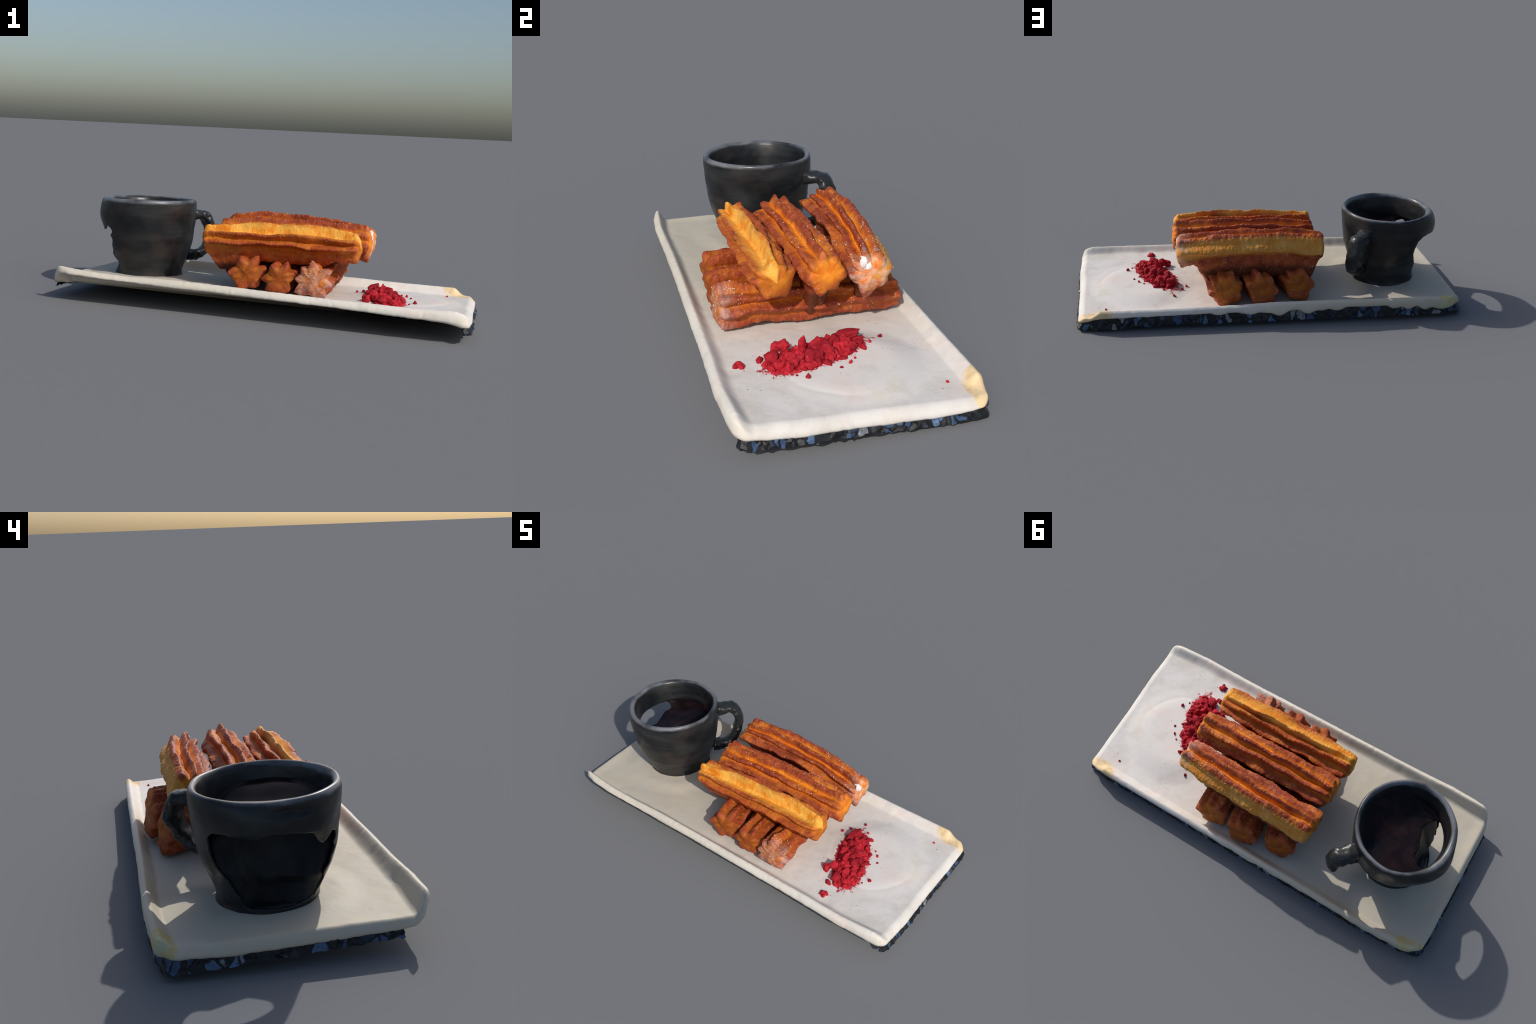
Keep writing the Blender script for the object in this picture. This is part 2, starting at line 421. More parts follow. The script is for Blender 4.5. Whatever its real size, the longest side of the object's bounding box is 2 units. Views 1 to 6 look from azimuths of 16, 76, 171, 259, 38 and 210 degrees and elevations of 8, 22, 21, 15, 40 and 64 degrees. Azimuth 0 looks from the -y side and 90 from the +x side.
def build_mosaic():
    """jagged dark band of glass chips below the glaze on three sides"""
    s0 = np.hypot(np.roll(OUT, -1, 0)[:, 0] - OUT[:, 0], np.roll(OUT, -1, 0)[:, 1] - OUT[:, 1])
    ok = ~((OUT[:, 1] < -.30) & (OUT[:, 0] > -.95) & (OUT[:, 0] < .955)) & ~((OUT[:, 0] < -.9) & (OUT[:, 1] < -.30))
    idx = [i for i in range(NP) if ok[i]]
    # contiguous run, starting after the front edge
    start = next(i for i in idx if not ok[i - 1])
    run = []
    i = start
    while ok[i % NP] and len(run) < NP:
        run.append(i % NP); i += 1
    keep, k = [], 0
    r = random.Random(5)
    while k < len(run):
        keep.append(run[k]); k += r.choice((2, 3, 4, 5))
    keep.append(run[-1])
    def zlow(i):
        x, y = OUT[i]
        right = np.interp(y, [-.44, -.37, -.2, 0, .1, .27, .4], [.046, .038, .031, .021, .016, .009, .004])
        back = np.interp(x, [-.98, -.94, -.65, -.3, 0, .42, .73, .9, .97], [.012, .017, .026, .022, .018, .018, .015, .005, .0])
        left = np.interp(y, [-.34, -.28, -.18, 0, .13, .28, .42], [.054, .050, .045, .038, .031, .026, .012])
        w = np.array([W_RIGHT[i], W_BACK[i], W_LEFT[i]]) + 1e-4
        return float((w * np.array([right, back, left])).sum() / w.sum())
    V, n = [], len(keep)
    rows = 5
    for c, i in enumerate(keep):
        out = .016 * W_RIGHT[i] - .003 * W_BACK[i] + .016 * W_LEFT[i]
        lo = zlow(i) + r.uniform(-.003, .006)
        lo = max(lo, .0)
        hi = min(max(float(WB[i]) + .014, lo + .016), float(height(OUT[i][0], OUT[i][1])) - .016)
        for k in range(rows):
            t = k / (rows - 1)
            o = (-.004 - .002 * W_BACK[i]) * (1 - t) + (out * t ** .7 if out > 0 else out * t) + (r.uniform(-.004, .004) if 0 < k else 0)
            p = OUT[i] + NOR[i] * o
            V.append((p[0], p[1], hi + (lo - hi) * t + (r.uniform(-.004, .004) if 0 < k < rows - 1 else 0)))
    m = len(V)
    for c, i in enumerate(keep):
        for k in range(rows):
            v = V[c * rows + k]
            V.append((v[0] - NOR[i][0] * .007, v[1] - NOR[i][1] * .007, v[2] + (.001 if k == rows - 1 else 0)))
    F = []
    for c in range(n - 1):
        for k in range(rows - 1):
            a = c * rows + k; b = a + rows
            if r.random() < .5:
                F += [(a, a + 1, b + 1), (a, b + 1, b)]
            else:
                F += [(a, a + 1, b), (b, a + 1, b + 1)]
            F.append((m + a, m + b, m + b + 1, m + a + 1))
        a = c * rows; b = a + rows
        F.append((a, b, m + b, m + a))
        a += rows - 1; b += rows - 1
        F.append((a, m + a, m + b, b))
    return V, F
V, F = build_mosaic()
mosaic = mesh_obj("mosaic_edge", V, F, mosaic_material(), False, plate)

# ------------------------------------------------------------------ cup
cup = empty("coffee_cup", (CUP[0], CUP[1], .085), "dark handmade stoneware cup of coffee with broken side", "cup")
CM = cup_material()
PROFILE = [(.078, .177), (.084, .172), (.094, .168), (.110, .166), (.130, .167), (.150, .172), (.172, .181), (.195, .191), (.220, .202), (.255, .212), (.290, .221), (.325, .228), (.360, .233), (.395, .2365), (.430, .239), (.450, .2395), (.466, .2385), (.476, .235), (.4815, .229), (.480, .221), (.471, .213), (.455, .208), (.435, .204), (.415, .200), (.395, .197), (.368, .194)]

def inside(poly, x, y):
    c = np.zeros(np.shape(x), bool)
    n = len(poly)
    for i in range(n):
        (x1, y1), (x2, y2) = poly[i], poly[i - 1]
        k = ((y1 > y) != (y2 > y)) & (x < (x2 - x1) * (y - y1) / (y2 - y1 + 1e-12) + x1)
        c ^= k
    return c

def smooth_rims(bm, rounds):
    """relax the saw-tooth of freshly cut borders"""
    for _ in range(rounds):
        new = {}
        for v in bm.verts:
            if v.is_boundary:
                nb = [e.other_vert(v).co for e in v.link_edges if e.is_boundary]
                if len(nb) == 2:
                    new[v] = v.co * .4 + (nb[0] + nb[1]) * .3
        for v, c in new.items():
            v.co = c

def build_cup():
    na = 320
    prof = np.array(PROFILE)
    d = np.r_[0, np.cumsum(np.hypot(*np.diff(prof, axis=0).T))]
    s = np.linspace(0, d[-1], 150)
    z0, r0 = np.interp(s, d, prof[:, 0]), np.interp(s, d, prof[:, 1])
    k = np.r_[1, 2, 1] / 4
    for _ in range(2):
        z0[1:-1] = np.convolve(z0, k, "valid"); r0[1:-1] = np.convolve(r0, k, "valid")
    a = np.linspace(0, 2 * math.pi, na, endpoint=False)
    A, Zr = np.meshgrid(a, z0); R = np.repeat(r0[:, None], na, 1); Sx = np.repeat(s[:, None], na, 1)
    deg = np.degrees(A) % 360
    crest_s = s[np.argmax(z0)]
    outer = Sx <= crest_s
    # throwing rings, soft lumps
    P = np.stack([np.cos(A) * .2, np.sin(A) * .2, Zr], -1).reshape(-1, 3)
    R = R + (.0018 * vnoise(P, 14, 1) + .0007 * vnoise(P, 40, 2)).reshape(R.shape) + .00012 * np.sin(Zr * 260 + 2 * np.sin(A)) * outer * sm(.46, .42, Zr)
    Zr = Zr + .0022 * vnoise(P, 16, 6).reshape(R.shape) * sm(.42, .47, Zr)
    R = R * (1 - .018 * np.cos(2 * (A - .09)))
    # ragged flap left below the rim on the cup's far side bulges out
    def lump(ad, w, zc, h, amt):
        da = (deg - ad + 180) % 360 - 180
        return amt * np.exp(-(da / w) ** 2 - ((Zr - zc) / h) ** 2) * outer
    R = R + lump(166, 17, .43, .055, .012) + lump(150, 36, .40, .075, .022) + lump(180, 30, .37, .04, .010) + lump(214, 20, .40, .06, .012)
    R = R - lump(105, 32, .21, .10, .008)
    R = R + .006 * outer * sm(.11, .16, Zr) * sm(.34, .26, Zr)
    R = R - lump(182, 9, .447, .012, .012) - lump(196, 6, .440, .010, .008)
    # dent by the handle and swelling at its roots
    R = R - lump(352, 13, .20, .09, .010) + lump(15, 10, .15, .08, .006)
    R = R + lump(48, 13, .395, .03, .012) + lump(45, 12, .20, .03, .010)
    R = R + lump(22, 16, .085, .02, .012)
    # pieces of the wall missing: ragged opening, in degrees and height
    hole = [(120, .325), (122, .356), (128, .378), (138, .384), (150, .378), (163, .372), (172, .386), (185, .384), (203, .368), (210, .334), (216, .316), (222, .326), (229, .345), (238, .330), (240, .312), (235, .296), (240, .276), (236, .250), (236, .225), (231, .205), (232, .192), (240, .168), (238, .145), (230, .124), (209, .118), (190, .112), (170, .112), (150, .110), (141, .122), (139, .145), (134, .165), (132, .200), (128, .224), (122, .250), (119, .285)]
    V = np.stack([CUP[0] + np.cos(A) * R, CUP[1] + np.sin(A) * R, Zr - .010 * 0 + (np.cos(A) * .0024 - np.sin(A) * .0059) * sm(.1, .47, Zr)], -1)
    V = V.reshape(-1, 3)
    n = len(s)
    F = []
    am = np.degrees(a + math.pi / na)
    for i in range(n - 1):
        zm = .5 * (z0[i] + z0[i + 1])
        gone = inside(hole, am, np.full(na, zm)) if s[i] < crest_s else np.zeros(na, bool)
        for j in range(na):
            if not gone[j]:
                p, q = i * na + j, i * na + (j + 1) % na
                F.append((p, q, q + na, p + na))
    # dark floor inside the foot
    c = len(V)
    fl = []
    for rr in (.150, .12, .08, .04):
        for j in range(na):
            fl.append((CUP[0] + rr * math.cos(a[j]), CUP[1] + rr * math.sin(a[j]), .110 - .035 * rr * math.sin(a[j])))
    V = np.vstack([V, fl])
    F += grid_faces(4, na, True, c)
    F.append(tuple(c + 3 * na + j for j in range(na)))
    return V, F

def cut_shell(name, V, F, mat, parent, thick, rounds=4):
    ob = mesh_obj(name, V, F, mat)
    bm = bmesh.new(); bm.from_mesh(ob.data)
    bmesh.ops.delete(bm, geom=[v for v in bm.verts if not v.link_faces], context="VERTS")
    smooth_rims(bm, rounds)
    bm.to_mesh(ob.data); bm.free()
    md = ob.modifiers.new("s", "SOLIDIFY"); md.thickness = thick; md.offset = -1 if thick > 0 else 1
    dg = bpy.context.evaluated_depsgraph_get()
    me = bpy.data.meshes.new_from_object(ob.evaluated_get(dg))
    ob.modifiers.clear(); ob.data = me; me.name = name
    me.polygons.foreach_set("use_smooth", [True] * len(me.polygons))
    adopt(ob, parent)
    return ob

V, F = build_cup()
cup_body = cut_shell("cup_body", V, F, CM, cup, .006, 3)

def build_coffee():
    na, nr = 240, 60
    hole = [(-.85, -.03), (-.88, .04), (-.88, .11), (-.83, .155), (-.782, .143), (-.748, .118), (-.744, .090), (-.752, .066), (-.738, .030), (-.728, .0), (-.712, -.040), (-.735, -.085), (-.757, -.11), (-.80, -.10)]
    V, F = [], []
    for i in range(nr + 1):
        r = .209 * i / nr
        for j in range(na):
            t = 2 * math.pi * j / na
            x, y = r * math.cos(t), r * math.sin(t)
            V.append((CUP[0] + x, CUP[1] + y, .370 + .058 * float(sm(.03, .205, x * .93 - y * .37))))
    V = np.array(V)
    V[:, 2] += .0035 * vnoise(V * [1, 1, 0], 12, 5) + .004 * sm(.185, .209, np.hypot(V[:, 0] - CUP[0], V[:, 1] - CUP[1]))
    for i in range(nr):
        for j in range(na):
            q = [i * na + j, (i + 1) * na + j, (i + 1) * na + (j + 1) % na, i * na + (j + 1) % na]
            if i == 0:
                q = [0, q[1], q[2]]
            c = V[q].mean(0)
            if not inside(hole, c[0:1], c[1:2])[0]:
                F.append(tuple(q))
    return V, F
def build_inner_wall():
    """caved-in wall behind the opening: from the foot up to the broken edge of the coffee"""
    def pol(a, r, z): return np.array([CUP[0] + r * math.cos(math.radians(a)), CUP[1] + r * math.sin(math.radians(a)), z])
    def line(pts, n):
        pts = np.array(pts); d = np.r_[0, np.cumsum(np.linalg.norm(np.diff(pts, axis=0), axis=1))]
        s = np.linspace(0, d[-1], n)
        return np.stack([np.interp(s, d, pts[:, i]) for i in range(3)], -1)
    nu, nv = 80, 60
    bot = line([pol(a, .163 - .060 * float(sm(142, 158, a) * sm(212, 190, a)), .108) for a in np.linspace(139, 233, 40)], nu)
    top = line([pol(118, .195, .366), (-.79, .160, .366), (-.782, .143, .366), (-.748, .118, .366), (-.748, .070, .366), (-.728, .0, .366), (-.712, -.04, .366), (-.735, -.085, .366), (-.757, -.11, .366), pol(243, .200, .366)], nu)
    left = line([pol(139, .163, .108), pol(137, .170, .145), pol(130, .188, .20), pol(126, .202, .228), pol(120, .210, .262), pol(117, .216, .30), pol(117, .214, .33), pol(118, .195, .366)], nv)
    right = line([pol(233, .163, .108), pol(240, .172, .15), pol(241, .182, .17), pol(233, .188, .195), pol(238, .2, .225), pol(240, .206, .25), pol(242, .214, .28), pol(243, .212, .31), pol(243, .200, .366)], nv)
    u, v = np.linspace(0, 1, nu)[None, :, None], np.linspace(0, 1, nv)[:, None, None]
    P = (1 - v) * bot[None] + v * top[None] + (1 - u) * left[:, None] + u * right[:, None] - ((1 - u) * (1 - v) * bot[0] + u * (1 - v) * bot[-1] + (1 - u) * v * top[0] + u * v * top[-1])
    V = P.reshape(-1, 3)
    V = V + .003 * np.stack([vnoise(V, 18, 31), vnoise(V, 18, 32), 0 * V[:, 0]], -1)
    return V, grid_faces(nv, nu, False)
V, F = build_inner_wall()
INSIDE = Nodes("dark_inner_glaze", .5, .15)
inner_wall = cut_shell("inner_wall", V, F, INSIDE.color(INSIDE.mix(INSIDE.ramp01(INSIDE.noise(9, 3), .35, .7), (.007, .0085, .011), (.018, .020, .023))), cup, .004, 0)
V, F = build_coffee()
coffee = cut_shell("coffee", V, F, coffee_material(), cup, .004, 5)

def sweep(name, path, widths, thicks, side, mat, parent, seed=0, ns=40, nl=120):
    """strap swept along a path; side = direction of its width"""
    path = np.array(path, float)
    d = np.r_[0, np.cumsum(np.linalg.norm(np.diff(path, axis=0), axis=1))]
    s = np.linspace(0, d[-1], nl)
    C = np.stack([np.interp(s, d, path[:, i]) for i in range(3)], -1)
    w, h = np.interp(s, d, widths), np.interp(s, d, thicks)
    for _ in range(14):
        C[1:-1] = .5 * C[1:-1] + .25 * C[:-2] + .25 * C[2:]
        w[1:-1] = .5 * w[1:-1] + .25 * w[:-2] + .25 * w[2:]
        h[1:-1] = .5 * h[1:-1] + .25 * h[:-2] + .25 * h[2:]
    T = np.gradient(C, axis=0); T /= np.linalg.norm(T, axis=1)[:, None]
    side = np.array(side, float)
    N = np.cross(T, side); N /= np.linalg.norm(N, axis=1)[:, None]
    B = np.cross(N, T)
    a = np.linspace(0, 2 * math.pi, ns, endpoint=False)
    V = []
    for i in range(nl):
        ca, sa = np.cos(a), np.sin(a)
        ex, ey = np.sign(ca) * np.abs(ca) ** .8, np.sign(sa) * np.abs(sa) ** .8
        V.append(C[i] + B[i] * (ex * w[i] / 2)[:, None] + N[i] * (ey * h[i] / 2)[:, None])
    V = np.vstack(V)
    V = V + (V - np.repeat(C, ns, 0)) * (.24 * vnoise(V, 26, seed) + .10 * vnoise(V, 65, seed + 1))[:, None]
    F = grid_faces(nl, ns)
    F.append(tuple(range(ns))[::-1]); F.append(tuple((nl - 1) * ns + j for j in range(ns)))
    ob = mesh_obj(name, V, F, mat)
    adopt(ob, parent)
    return ob

HD = np.array([math.cos(math.radians(49)), math.sin(math.radians(49)), 0])
SIDE = np.array([-HD[1], HD[0], 0])
def hp(r, z, sd=0): return np.array([CUP[0], CUP[1], z]) + HD * r + SIDE * sd
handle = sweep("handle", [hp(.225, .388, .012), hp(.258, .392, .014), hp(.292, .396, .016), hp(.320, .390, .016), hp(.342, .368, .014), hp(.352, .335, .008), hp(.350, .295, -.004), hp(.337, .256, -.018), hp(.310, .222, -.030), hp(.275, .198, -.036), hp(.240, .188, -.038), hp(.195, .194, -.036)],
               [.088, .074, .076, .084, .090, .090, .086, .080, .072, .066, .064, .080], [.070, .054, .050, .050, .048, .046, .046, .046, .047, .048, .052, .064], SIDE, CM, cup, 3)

# ------------------------------------------------------------------ churros
def section(tips, th, fill, point=0.0, wide=0.0):
    """radius at angles th of a star with rounded ridges; tips = (deg, ridge radius, radius of the groove after it)"""
    tips = sorted(tips)
    A = np.array([t[0] for t in tips]); R = np.array([t[1] for t in tips]); G = np.array([t[2] for t in tips])
    n = len(A)
    A2 = np.r_[A, A[0] + 360]
    out = np.zeros_like(th)
    d = (np.degrees(th) - A[0]) % 360 + A[0]
    for i in range(n):
        a, b = A2[i], A2[i + 1]
        k = (d >= a) & (d < b)
        t = (d[k] - a) / (b - a)
        Rt = R[i] * (1 - t) + R[(i + 1) % n] * t
        g = G[i]
        w = np.abs(2 * t - 1)
        soft = .5 - .5 * np.cos(math.pi * w)
        shape = soft ** (.88 + 1.0 * float(sm(48, 62, b - a)) * wide) * (1 - point) + w ** 1.25 * point
        r = g + (Rt - g) * shape
        out[k] = r + (Rt * .985 - r) * fill
    return out

def lerp_tips(keys, t):
    ts = [k[0] for k in keys]
    n = len(keys[0][1])
    return [tuple(np.interp(t, ts, [k[1][i][c] for k in keys]) for c in range(3)) for i in range(n)]

def make_churro(p0, p1, keys, mat, seed, bow=0.0, ybow=0.0, point=0.0, wide=0.0, droop=0.0, sag=None, fill_start=.0, fill_end=.0, cap=.010, label="", nx=230, nth=240):
    p0, p1 = Vector(p0), Vector(p1)
    ax = (p1 - p0); L = ax.length; ax.normalize()
    up = Vector((0, 0, 1)); yv = up.cross(ax).normalized(); zv = ax.cross(yv)
    M = Matrix((ax, yv, zv)).transposed().to_4x4(); M.translation = (p0 + p1) / 2
    half = L / 2
    th = np.linspace(0, 2 * math.pi, nth, endpoint=False)
    V = []
    ringt = [(0, .0), (0, .25), (0, .5), (0, .72), (0, .86), (0, .94)]
    xs = np.linspace(-half + cap * 1.3, half - cap * 1.3, nx)
    stations = []
    prof = [(.00, .02), (.06, .30), (.14, .55), (.26, .76), (.46, .90), (.72, .975)]
    for dx, sc in prof: stations.append((-half + cap * 1.3 * dx, sc))
    for x in xs: stations.append((x, 1.0))
    for dx, sc in prof[::-1]: stations.append((half - cap * 1.3 * dx, sc))
    for x, sc in stations:
        t = (x + half) / L
        tips = lerp_tips(keys, t)
        jit = [(a + 4.2 * math.sin(x * 15 + seed * 3 + i * 2.1) + 2.2 * math.sin(x * 37 + i * 5 + seed), R * (1 + .042 * math.sin(x * 23 + i * 1.7 + seed) + .02 * math.sin(x * 61 + i * 3.1)), G) for i, (a, R, G) in enumerate(tips)]
        f = max(fill_start * float(sm(-half + .075, -half + .012, x)), fill_end * float(sm(half - .085, half - .012, x)))
        f = max(f, 1 - min(1.0, sc / .93))
        r = section(jit, th, f, point, wide)
        r = (r * sc) if sc < 1 else r
        yy, zz = np.cos(th) * r, np.sin(th) * r
        for x0, x1, depth, push in (sag or ()):
            # underside slumped and stuck to what lies below
            wx = (M @ Vector((x, 0, 0))).x
            low = sm(.40, 1.0, -np.sin(th)) * float(sm(x0 - .03, x0 + .03, wx) * sm(x1 + .05, x1 - .04, wx)) * (1 if sc >= 1 else 0)
            zz = zz - depth * low
            yy = yy + push * low
        zz = zz + bow * (1 - (x / half) ** 2)
        yy = yy + ybow * (1 - (x / half) ** 2)
        V.append(np.stack([np.full(nth, x), yy, zz], -1))
    V = np.vstack(V)
    V[:, 0] += droop * np.clip(-V[:, 2] / .08, -1, 1) * sm(half - .12, half - .01, V[:, 0])
    # crusty bumps
    D = V.copy(); D[:, 0] = 0; D[:, 2] -= bow * (1 - (V[:, 0] / half) ** 2); D[:, 1] -= ybow * (1 - (V[:, 0] / half) ** 2)
    rad = np.linalg.norm(D, axis=1)[:, None] + 1e-6
    amp = (.0030 * vnoise(V, 34, seed) + .0022 * vnoise(V * [1.5, .8, .8], 80, seed + 5) + .0013 * vnoise(V * [1.5, .8, .8], 170, seed + 9))
    V = V + D / rad * (amp * np.clip(rad[:, 0] / .05, 0, 1))[:, None]
    ends = (np.abs(V[:, 0]) > half - .03)
    V[ends, 0] += sm(half - .03, half - .008, np.abs(V[ends, 0])) * (.0080 * vnoise(V[ends], 26, seed + 13) + .0035 * vnoise(V[ends], 70, seed + 15))
    F = grid_faces(len(stations), nth)
    F.append(tuple(range(nth))[::-1]); F.append(tuple((len(stations) - 1) * nth + j for j in range(nth)))
    ob = mesh_obj("churro", V, F, mat)
    ob.matrix_world = M
    ob["label"], ob["category"] = label, "churro"
    return ob, V, half, nth

# a = front, b = middle, c = back of the upper layer: ridge angle, ridge radius, groove radius (seen from the right-hand end)
TIPS_A = [(0, [(14, .085, .050), (64, .073, .050), (104, .072, .044), (146, .070, .047), (182, .066, .049), (236, .066, .056), (300, .066, .055)]),
          (.45, [(14, .086, .050), (54, .077, .055), (84, .087, .039), (150, .080, .047), (184, .080, .051), (236, .070, .056), (300, .066, .055)]),
          (.8, [(14, .086, .052), (54, .073, .053), (84, .088, .037), (149, .083, .048), (183, .085, .053), (236, .072, .058), (300, .068, .055)]),
          (1, [(18, .072, .054), (58, .068, .054), (96, .070, .048), (147, .078, .054), (181, .084, .058), (236, .079, .060), (300, .074, .056)])]
TIPS_B = [(0, [(4, .092, .052), (52, .079, .047), (88, .078, .048), (135, .073, .050), (176, .084, .054), (248, .075, .056), (300, .066, .055)]),
          (.5, [(4, .094, .053), (51, .079, .045), (90, .083, .048), (140, .077, .050), (176, .085, .054), (250, .080, .056), (300, .066, .055)]),
          (1, [(-6, .079, .057), (52, .075, .051), (97, .083, .051), (150, .074, .053), (188, .088, .057), (252, .090, .060), (300, .070, .056)])]
TIPS_C = [(0, [(-16, .080, .063), (67, .071, .043), (107, .076, .044), (146, .070, .054), (174, .102, .055), (250, .070, .056), (312, .072, .060)]),
          (.5, [(-12, .082, .065), (64, .075, .042), (106, .081, .043), (147, .082, .056), (174, .096, .055), (252, .074, .056), (312, .070, .058)]),
          (1, [(4, .080, .058), (69, .074, .048), (113, .083, .050), (146, .086, .053), (188, .086, .056), (260, .098, .062), (312, .070, .056)])]
# lower layer, angles as seen from the front, converted to the churro's own frame
def front_view(lst): return [((180 - a) % 360, R, G) for a, R, G in lst][::-1]
def low(front, back):
    f, b = front_view(front), front_view([(a, R * 1.05, G + .010) for a, R, G in back])
    f = sorted(f); b = sorted(b)
    thin = [(a, R * .88, G * .95) for a, R, G in f]
    return [(0, f), (.08, f), (.2, thin), (.4, f), (.85, b), (1, b)]
TIPS_1 = low([(22, .094, 0.060), (58, .092, 0.054), (117, .090, 0.056), (178, .088, 0.060), (240, .084, 0.060), (312, .076, 0.056)],
             [(22, .080, 0.054), (58, .082, 0.054), (110, .082, 0.056), (178, .086, 0.060), (240, .084, 0.060), (312, .074, 0.056)])
TIPS_2 = low([(20, .080, 0.052), (70, .080, 0.050), (116, .077, 0.050), (178, .083, 0.054), (223, .080, 0.054), (310, .076, 0.054)],
             [(22, .082, 0.054), (76, .086, 0.052), (130, .074, 0.052), (184, .080, 0.054), (225, .078, 0.054), (310, .074, 0.054)])
TIPS_3 = low([(-4, .094, 0.064), (34, .092, 0.060), (93, .082, 0.052), (134, .076, 0.056), (175, .083, 0.058), (214, .094, 0.062), (304, .090, 0.062)],
             [(-4, .086, 0.060), (34, .088, 0.056), (76, .070, 0.052), (118, .080, 0.054), (152, .080, 0.058), (208, .080, 0.060), (304, .078, 0.058)])

def h3(a, b=None): return a
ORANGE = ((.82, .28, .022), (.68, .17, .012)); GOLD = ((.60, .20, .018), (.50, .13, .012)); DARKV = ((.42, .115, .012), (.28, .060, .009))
BROWN = ((.40, .082, .029), (.26, .043, .018), (.58, .16, .028)); AMBER = ((.48, .105, .024), (.32, .056, .017), (.66, .22, .026))
def length(p, q): return (Vector(q) - Vector(p)).length / 2
SPEC = [
 ("golden ridged churro with wide yellow split groove", (-.279, -.163, .322), (.466, -.166, .333), TIPS_A, AMBER, GOLD, dict(bow=.008, wide=1.0, sag=[(-.225, .33, .040, .025), (-.235, -.11, .050, .02)], fill_start=.25, fill_end=.35, cap=.017), dict(r0=.046, r1=.070, sugar=.35, pale=(1.38, 2.42, (.88, .47, .080), (.80, .27, .018), .45))),
 ("brown ridged churro dusted with sugar", (-.268, .010, .333), (.484, .012, .342), TIPS_B, BROWN, ORANGE, dict(bow=.010, sag=[(-.235, .362, .135, 0)], fill_end=.3, cap=.017), dict(r0=.046, r1=.072, sugar=.6)),
 ("brown churro with pale side and sugared end", (-.282, .230, .345), (.471, .180, .319), TIPS_C, BROWN, ORANGE, dict(bow=.029, ybow=.013, sag=[(-.235, .345, .115, .008)], fill_start=.2, fill_end=.25, cap=.017), dict(r0=.044, r1=.070, sugar=.9, pale=(-.55, .85, (.68, .26, .036), (.72, .36, .075), .85), white_end=.5)),
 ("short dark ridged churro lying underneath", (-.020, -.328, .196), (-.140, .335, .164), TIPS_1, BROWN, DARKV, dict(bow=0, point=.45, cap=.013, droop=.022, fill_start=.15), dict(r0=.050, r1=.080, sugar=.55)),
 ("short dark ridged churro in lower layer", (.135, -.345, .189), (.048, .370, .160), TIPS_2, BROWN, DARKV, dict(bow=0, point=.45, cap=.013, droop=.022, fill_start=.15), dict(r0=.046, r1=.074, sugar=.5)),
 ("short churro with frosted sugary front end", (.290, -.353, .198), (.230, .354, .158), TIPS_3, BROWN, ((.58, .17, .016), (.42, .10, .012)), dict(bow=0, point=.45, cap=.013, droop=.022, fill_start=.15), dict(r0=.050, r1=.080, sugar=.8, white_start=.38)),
]
ICING = icing_material()
GRAIN = Nodes("sugar_crystal", .6, .3).m
GRAIN.node_tree.nodes["Principled BSDF"].inputs["Base Color"].default_value = (.66, .52, .45, 1)
def sugar_grains(ob, V, nth, n, seed, bias):
    """little lumps of sugar sitting on the crust, as one part"""
    r = random.Random(seed)
    base = bmesh.new(); bmesh.ops.create_icosphere(base, subdivisions=1, radius=1.0)
    bv = np.array([v.co for v in base.verts]); bf = [tuple(v.index for v in f.verts) for f in base.faces]; base.free()
    Vs, Fs = [], []
    nrow = len(V) // nth
    X = V[:, 0]
    while len(Vs) < n:
        i = r.randrange(len(V))
        if abs(X[i]) > .98 * X.max() and r.random() < .6: continue
        p = V[i]
        if p[2] < -.02: continue
        if r.random() > bias(p): continue
        s = r.uniform(.0012, .0032)
        sc = np.array([r.uniform(.7, 1.5), r.uniform(.7, 1.3), r.uniform(.6, 1.0)]) * s
        Fs += [tuple(q + len(Vs) * len(bv) for q in f) for f in bf]
        Vs.append(bv * sc * (1 + .25 * np.array([[r.uniform(-1, 1)] for _ in bv])) + p)
    g = mesh_obj("sugar_grains", np.vstack(Vs), Fs, GRAIN)
    g.parent = ob
    g["kind"] = "stuff"

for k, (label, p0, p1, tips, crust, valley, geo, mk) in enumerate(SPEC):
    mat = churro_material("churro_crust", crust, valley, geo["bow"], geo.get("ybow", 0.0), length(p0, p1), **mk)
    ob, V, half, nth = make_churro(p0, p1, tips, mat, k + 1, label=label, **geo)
    rid = lambda p, h=half: float(np.hypot(p[1], p[2]) > .064) * (.25 + .75 * (p[0] / h > .3))
    if k == 5: rid = lambda p, h=half: .15 + .85 * (p[0] < -h + .08)
    sugar_grains(ob, V, nth, (25, 60, 130, 35, 25, 110)[k], 30 + k, rid)
    if k == 2:
        # lump of white icing on the end
        bm = bmesh.new(); bmesh.ops.create_icosphere(bm, subdivisions=4, radius=1.0)
        I = np.array([v.co for v in bm.verts]); f = [tuple(v.index for v in q.verts) for q in bm.faces]; bm.free()
        I = np.vstack([I * (1 + .2 * vnoise(I + o[0] * 90, 1.8, 3) + .1 * vnoise(I + o[1] * 90, 3.6, 4))[:, None] * sz + np.array(ob.matrix_world.inverted() @ Vector(o))
                       for o, sz in (((.452, .152, .384), (.014, .012, .008)), ((.462, .148, .366), (.008, .013, .024)), ((.440, .158, .390), (.012, .010, .007)), ((.464, .165, .352), (.006, .012, .014)))])
        nI = len(I) // 4
        ic = mesh_obj("icing", I, [tuple(v + nI * q for v in t) for q in range(4) for t in f], ICING)
        ic.parent = ob

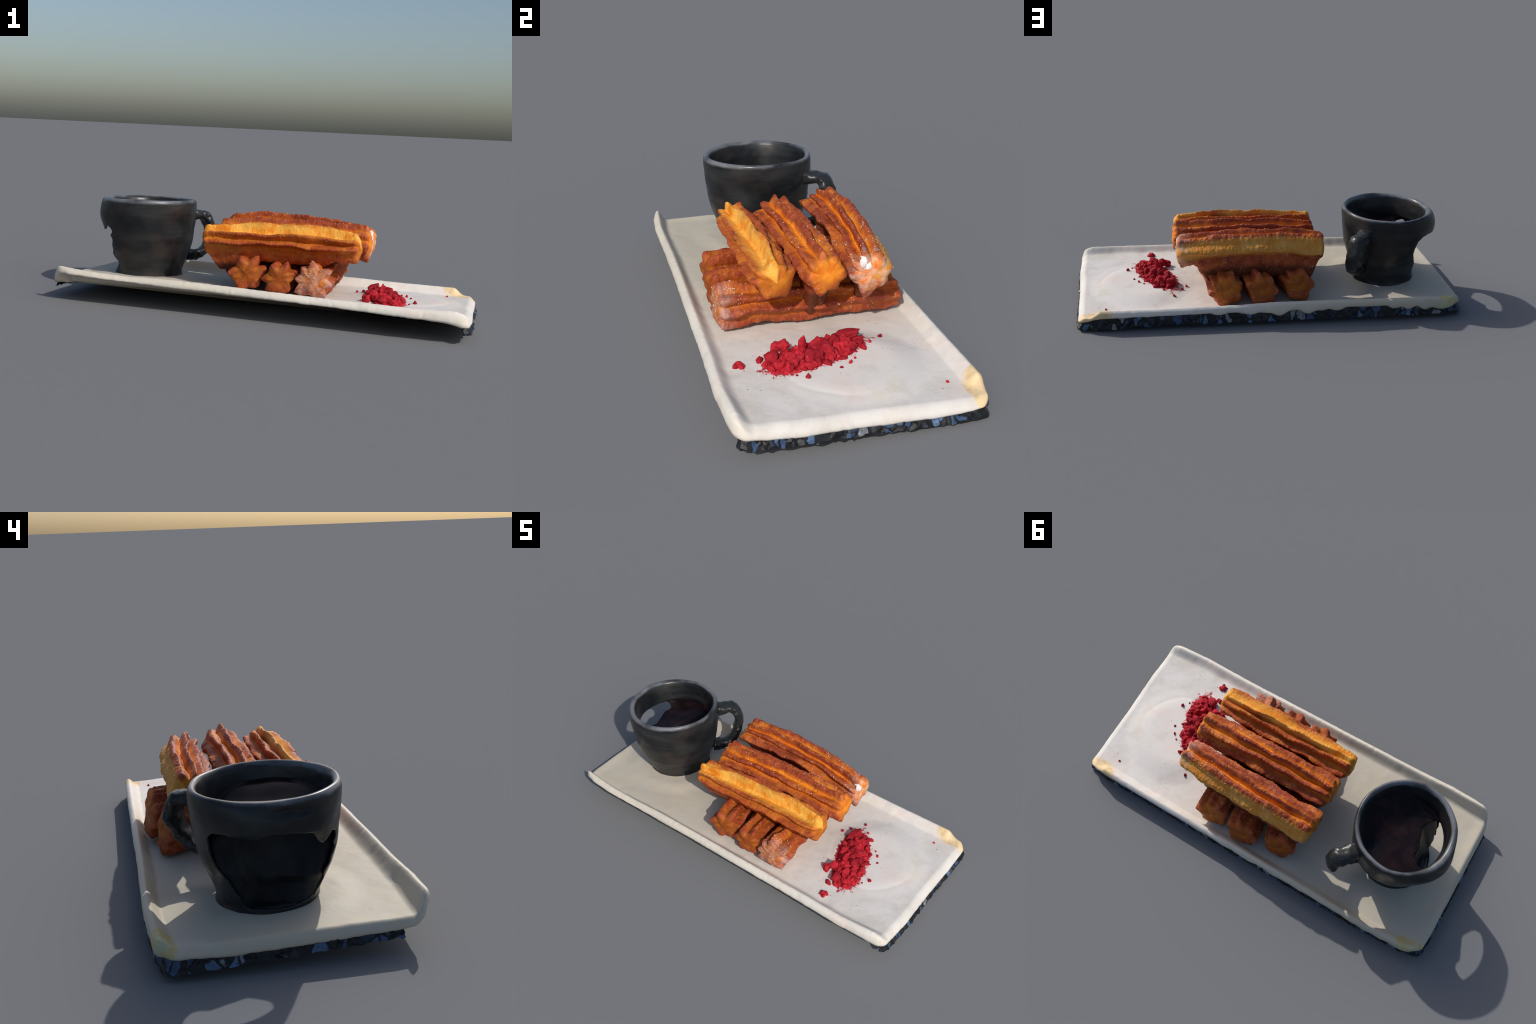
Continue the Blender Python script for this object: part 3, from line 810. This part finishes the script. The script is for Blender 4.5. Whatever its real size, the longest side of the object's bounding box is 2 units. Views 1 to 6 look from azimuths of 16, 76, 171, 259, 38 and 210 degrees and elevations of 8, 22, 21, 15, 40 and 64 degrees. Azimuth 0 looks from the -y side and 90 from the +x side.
# ------------------------------------------------------------------ raspberry crumbs
pile = empty("raspberry_crumbs", (.55, -.06, .085), "heap of bright red freeze-dried raspberry crumbs", "fruit crumbs")
RED = crumb_material()
def crumb_mesh(seed):
    bm = bmesh.new(); bmesh.ops.create_icosphere(bm, subdivisions=4, radius=1.0)
    P = np.array([v.co for v in bm.verts]); f = [tuple(v.index for v in q.verts) for q in bm.faces]; bm.free()
    q = 1 + .34 * vnoise(P, 1.3, seed) + .20 * vnoise(P, 2.7, seed + 3) + .09 * vnoise(P, 6, seed + 5)
    P = P * q[:, None]
    rr = random.Random(seed)
    # broken faces: flatten a few sides
    for _ in range(4):
        d = np.array([rr.gauss(0, 1) for _ in range(3)]); d /= np.linalg.norm(d)
        h = P @ d; lim = rr.uniform(.62, .85)
        P = P - d * np.clip(h - lim, 0, None)[:, None] * .55
    me = bpy.data.meshes.new("raspberry_crumb")
    me.from_pydata([tuple(p) for p in P], [], f)
    me.polygons.foreach_set("use_smooth", [True] * len(me.polygons))
    me.materials.append(RED)
    return me
CRUMBS = [crumb_mesh(100 + 7 * i) for i in range(9)]
def crumb(x, y, z, s, rot=None, rnd=random):
    ob = bpy.data.objects.new("raspberry_crumb", rnd.choice(CRUMBS))
    bpy.context.scene.collection.objects.link(ob)
    ob.location = (x, y, z)
    ob.rotation_euler = rot or [rnd.uniform(0, 6.28) for _ in range(3)]
    ob.scale = s
    adopt(ob, pile)
    return ob
cr = random.Random(21)
# the lumps that stand out: centre and size
BIG = [(.500, .075, .122, (.020, .042, .016), (.35, .15, -.25)), (.560, -.104, .142, (.013, .014, .036), (.25, .35, .3)), (.540, -.165, .132, (.024, .022, .022), None), (.585, -.222, .116, (.021, .022, .023), None), (.566, -.258, .100, (.021, .017, .013), None),
       (.588, -.032, .118, (.028, .028, .025), None), (.552, .055, .106, (.032, .030, .022), None), (.612, -.155, .104, (.022, .026, .022), None), (.602, -.085, .112, (.027, .026, .020), None), (.645, -.045, .094, (.020, .026, .015), None),
       (.630, .016, .096, (.022, .012, .012), None), (.655, -.10, .094, (.020, .024, .014), None), (.508, -.185, .112, (.022, .024, .020), None), (.520, -.03, .108, (.020, .022, .022), None), (.640, -.175, .098, (.016, .024, .014), None),
       (.600, -.245, .100, (.024, .016, .012), None), (.515, .02, .112, (.018, .020, .018), None), (.555, -.02, .125, (.018, .02, .02), None), (.575, .105, .096, (.022, .016, .010), None), (.560, -.06, .120, (.018, .020, .018), None)]
for x, y, z, s, rot in BIG:
    crumb(x, y, z, s, rot, cr)
def pile_h(x, y):
    a = (x - (.556 - .33 * y)) / .080; b = (y + .07) / .185
    return 1 - (a * a + b * b)
# matted bed of fine crumbs under the lumps
def crumb_bed():
    nx, ny = 110, 150
    X, Y = np.meshgrid(np.linspace(.40, .70, nx), np.linspace(-.29, .17, ny))
    H = pile_h(X, Y)
    P = np.stack([X, Y, 0 * X], -1).reshape(-1, 3)
    N = (vnoise(P, 38, 61) + .6 * vnoise(P, 85, 62) + .3 * vnoise(P, 190, 63)).reshape(X.shape)
    Hh = np.clip(H + .25 * N, -.3, 1)
    Zv = height(X, Y) - .004 + .030 * np.clip(Hh, -.3, 1) ** 1 * (1 + .35 * N)
    V = np.stack([X, Y, Zv], -1).reshape(-1, 3)
    keep = (Hh > -.12).reshape(-1)
    F = [f for f in grid_faces(ny, nx, False) if all(keep[v] for v in f)]
    ob = mesh_obj("crumb_bed", V, F, RED)
    bm = bmesh.new(); bm.from_mesh(ob.data)
    bmesh.ops.delete(bm, geom=[v for v in bm.verts if not v.link_faces], context="VERTS")
    bm.to_mesh(ob.data); bm.free()
    ob["kind"] = "stuff"
    adopt(ob, pile)
crumb_bed()
n = 0
while n < 60:
    x, y = cr.uniform(.42, .68), cr.uniform(-.28, .14)
    h = pile_h(x, y)
    if h < 0: continue
    s = cr.uniform(.010, .020) * (.65 + .5 * h)
    fl = float(height(x, y))
    z = fl + s * .4 + .018 * max(h, 0) * cr.uniform(.2, 1.0)
    crumb(x, y, z, (s * cr.uniform(.8, 1.3), s * cr.uniform(.8, 1.3), s * cr.uniform(.7, 1.1)), None, cr)
    n += 1
# strays on the plate
for x, y, s in ((.588, -.336, .016), (.602, -.328, .013), (.598, -.346, .011), (.578, -.326, .008), (.724, -.134, .010), (.834, .303, .006), (.49, .20, .009), (.666, .03, .008), (.69, -.01, .006), (.70, -.165, .005), (.64, .055, .005), (.42, .09, .009), (.445, .13, .008), (.54, .145, .007)):
    fl = float(height(x, y))
    crumb(x, y, fl + s * .35, (s, s * .9, s * .75), None, cr)
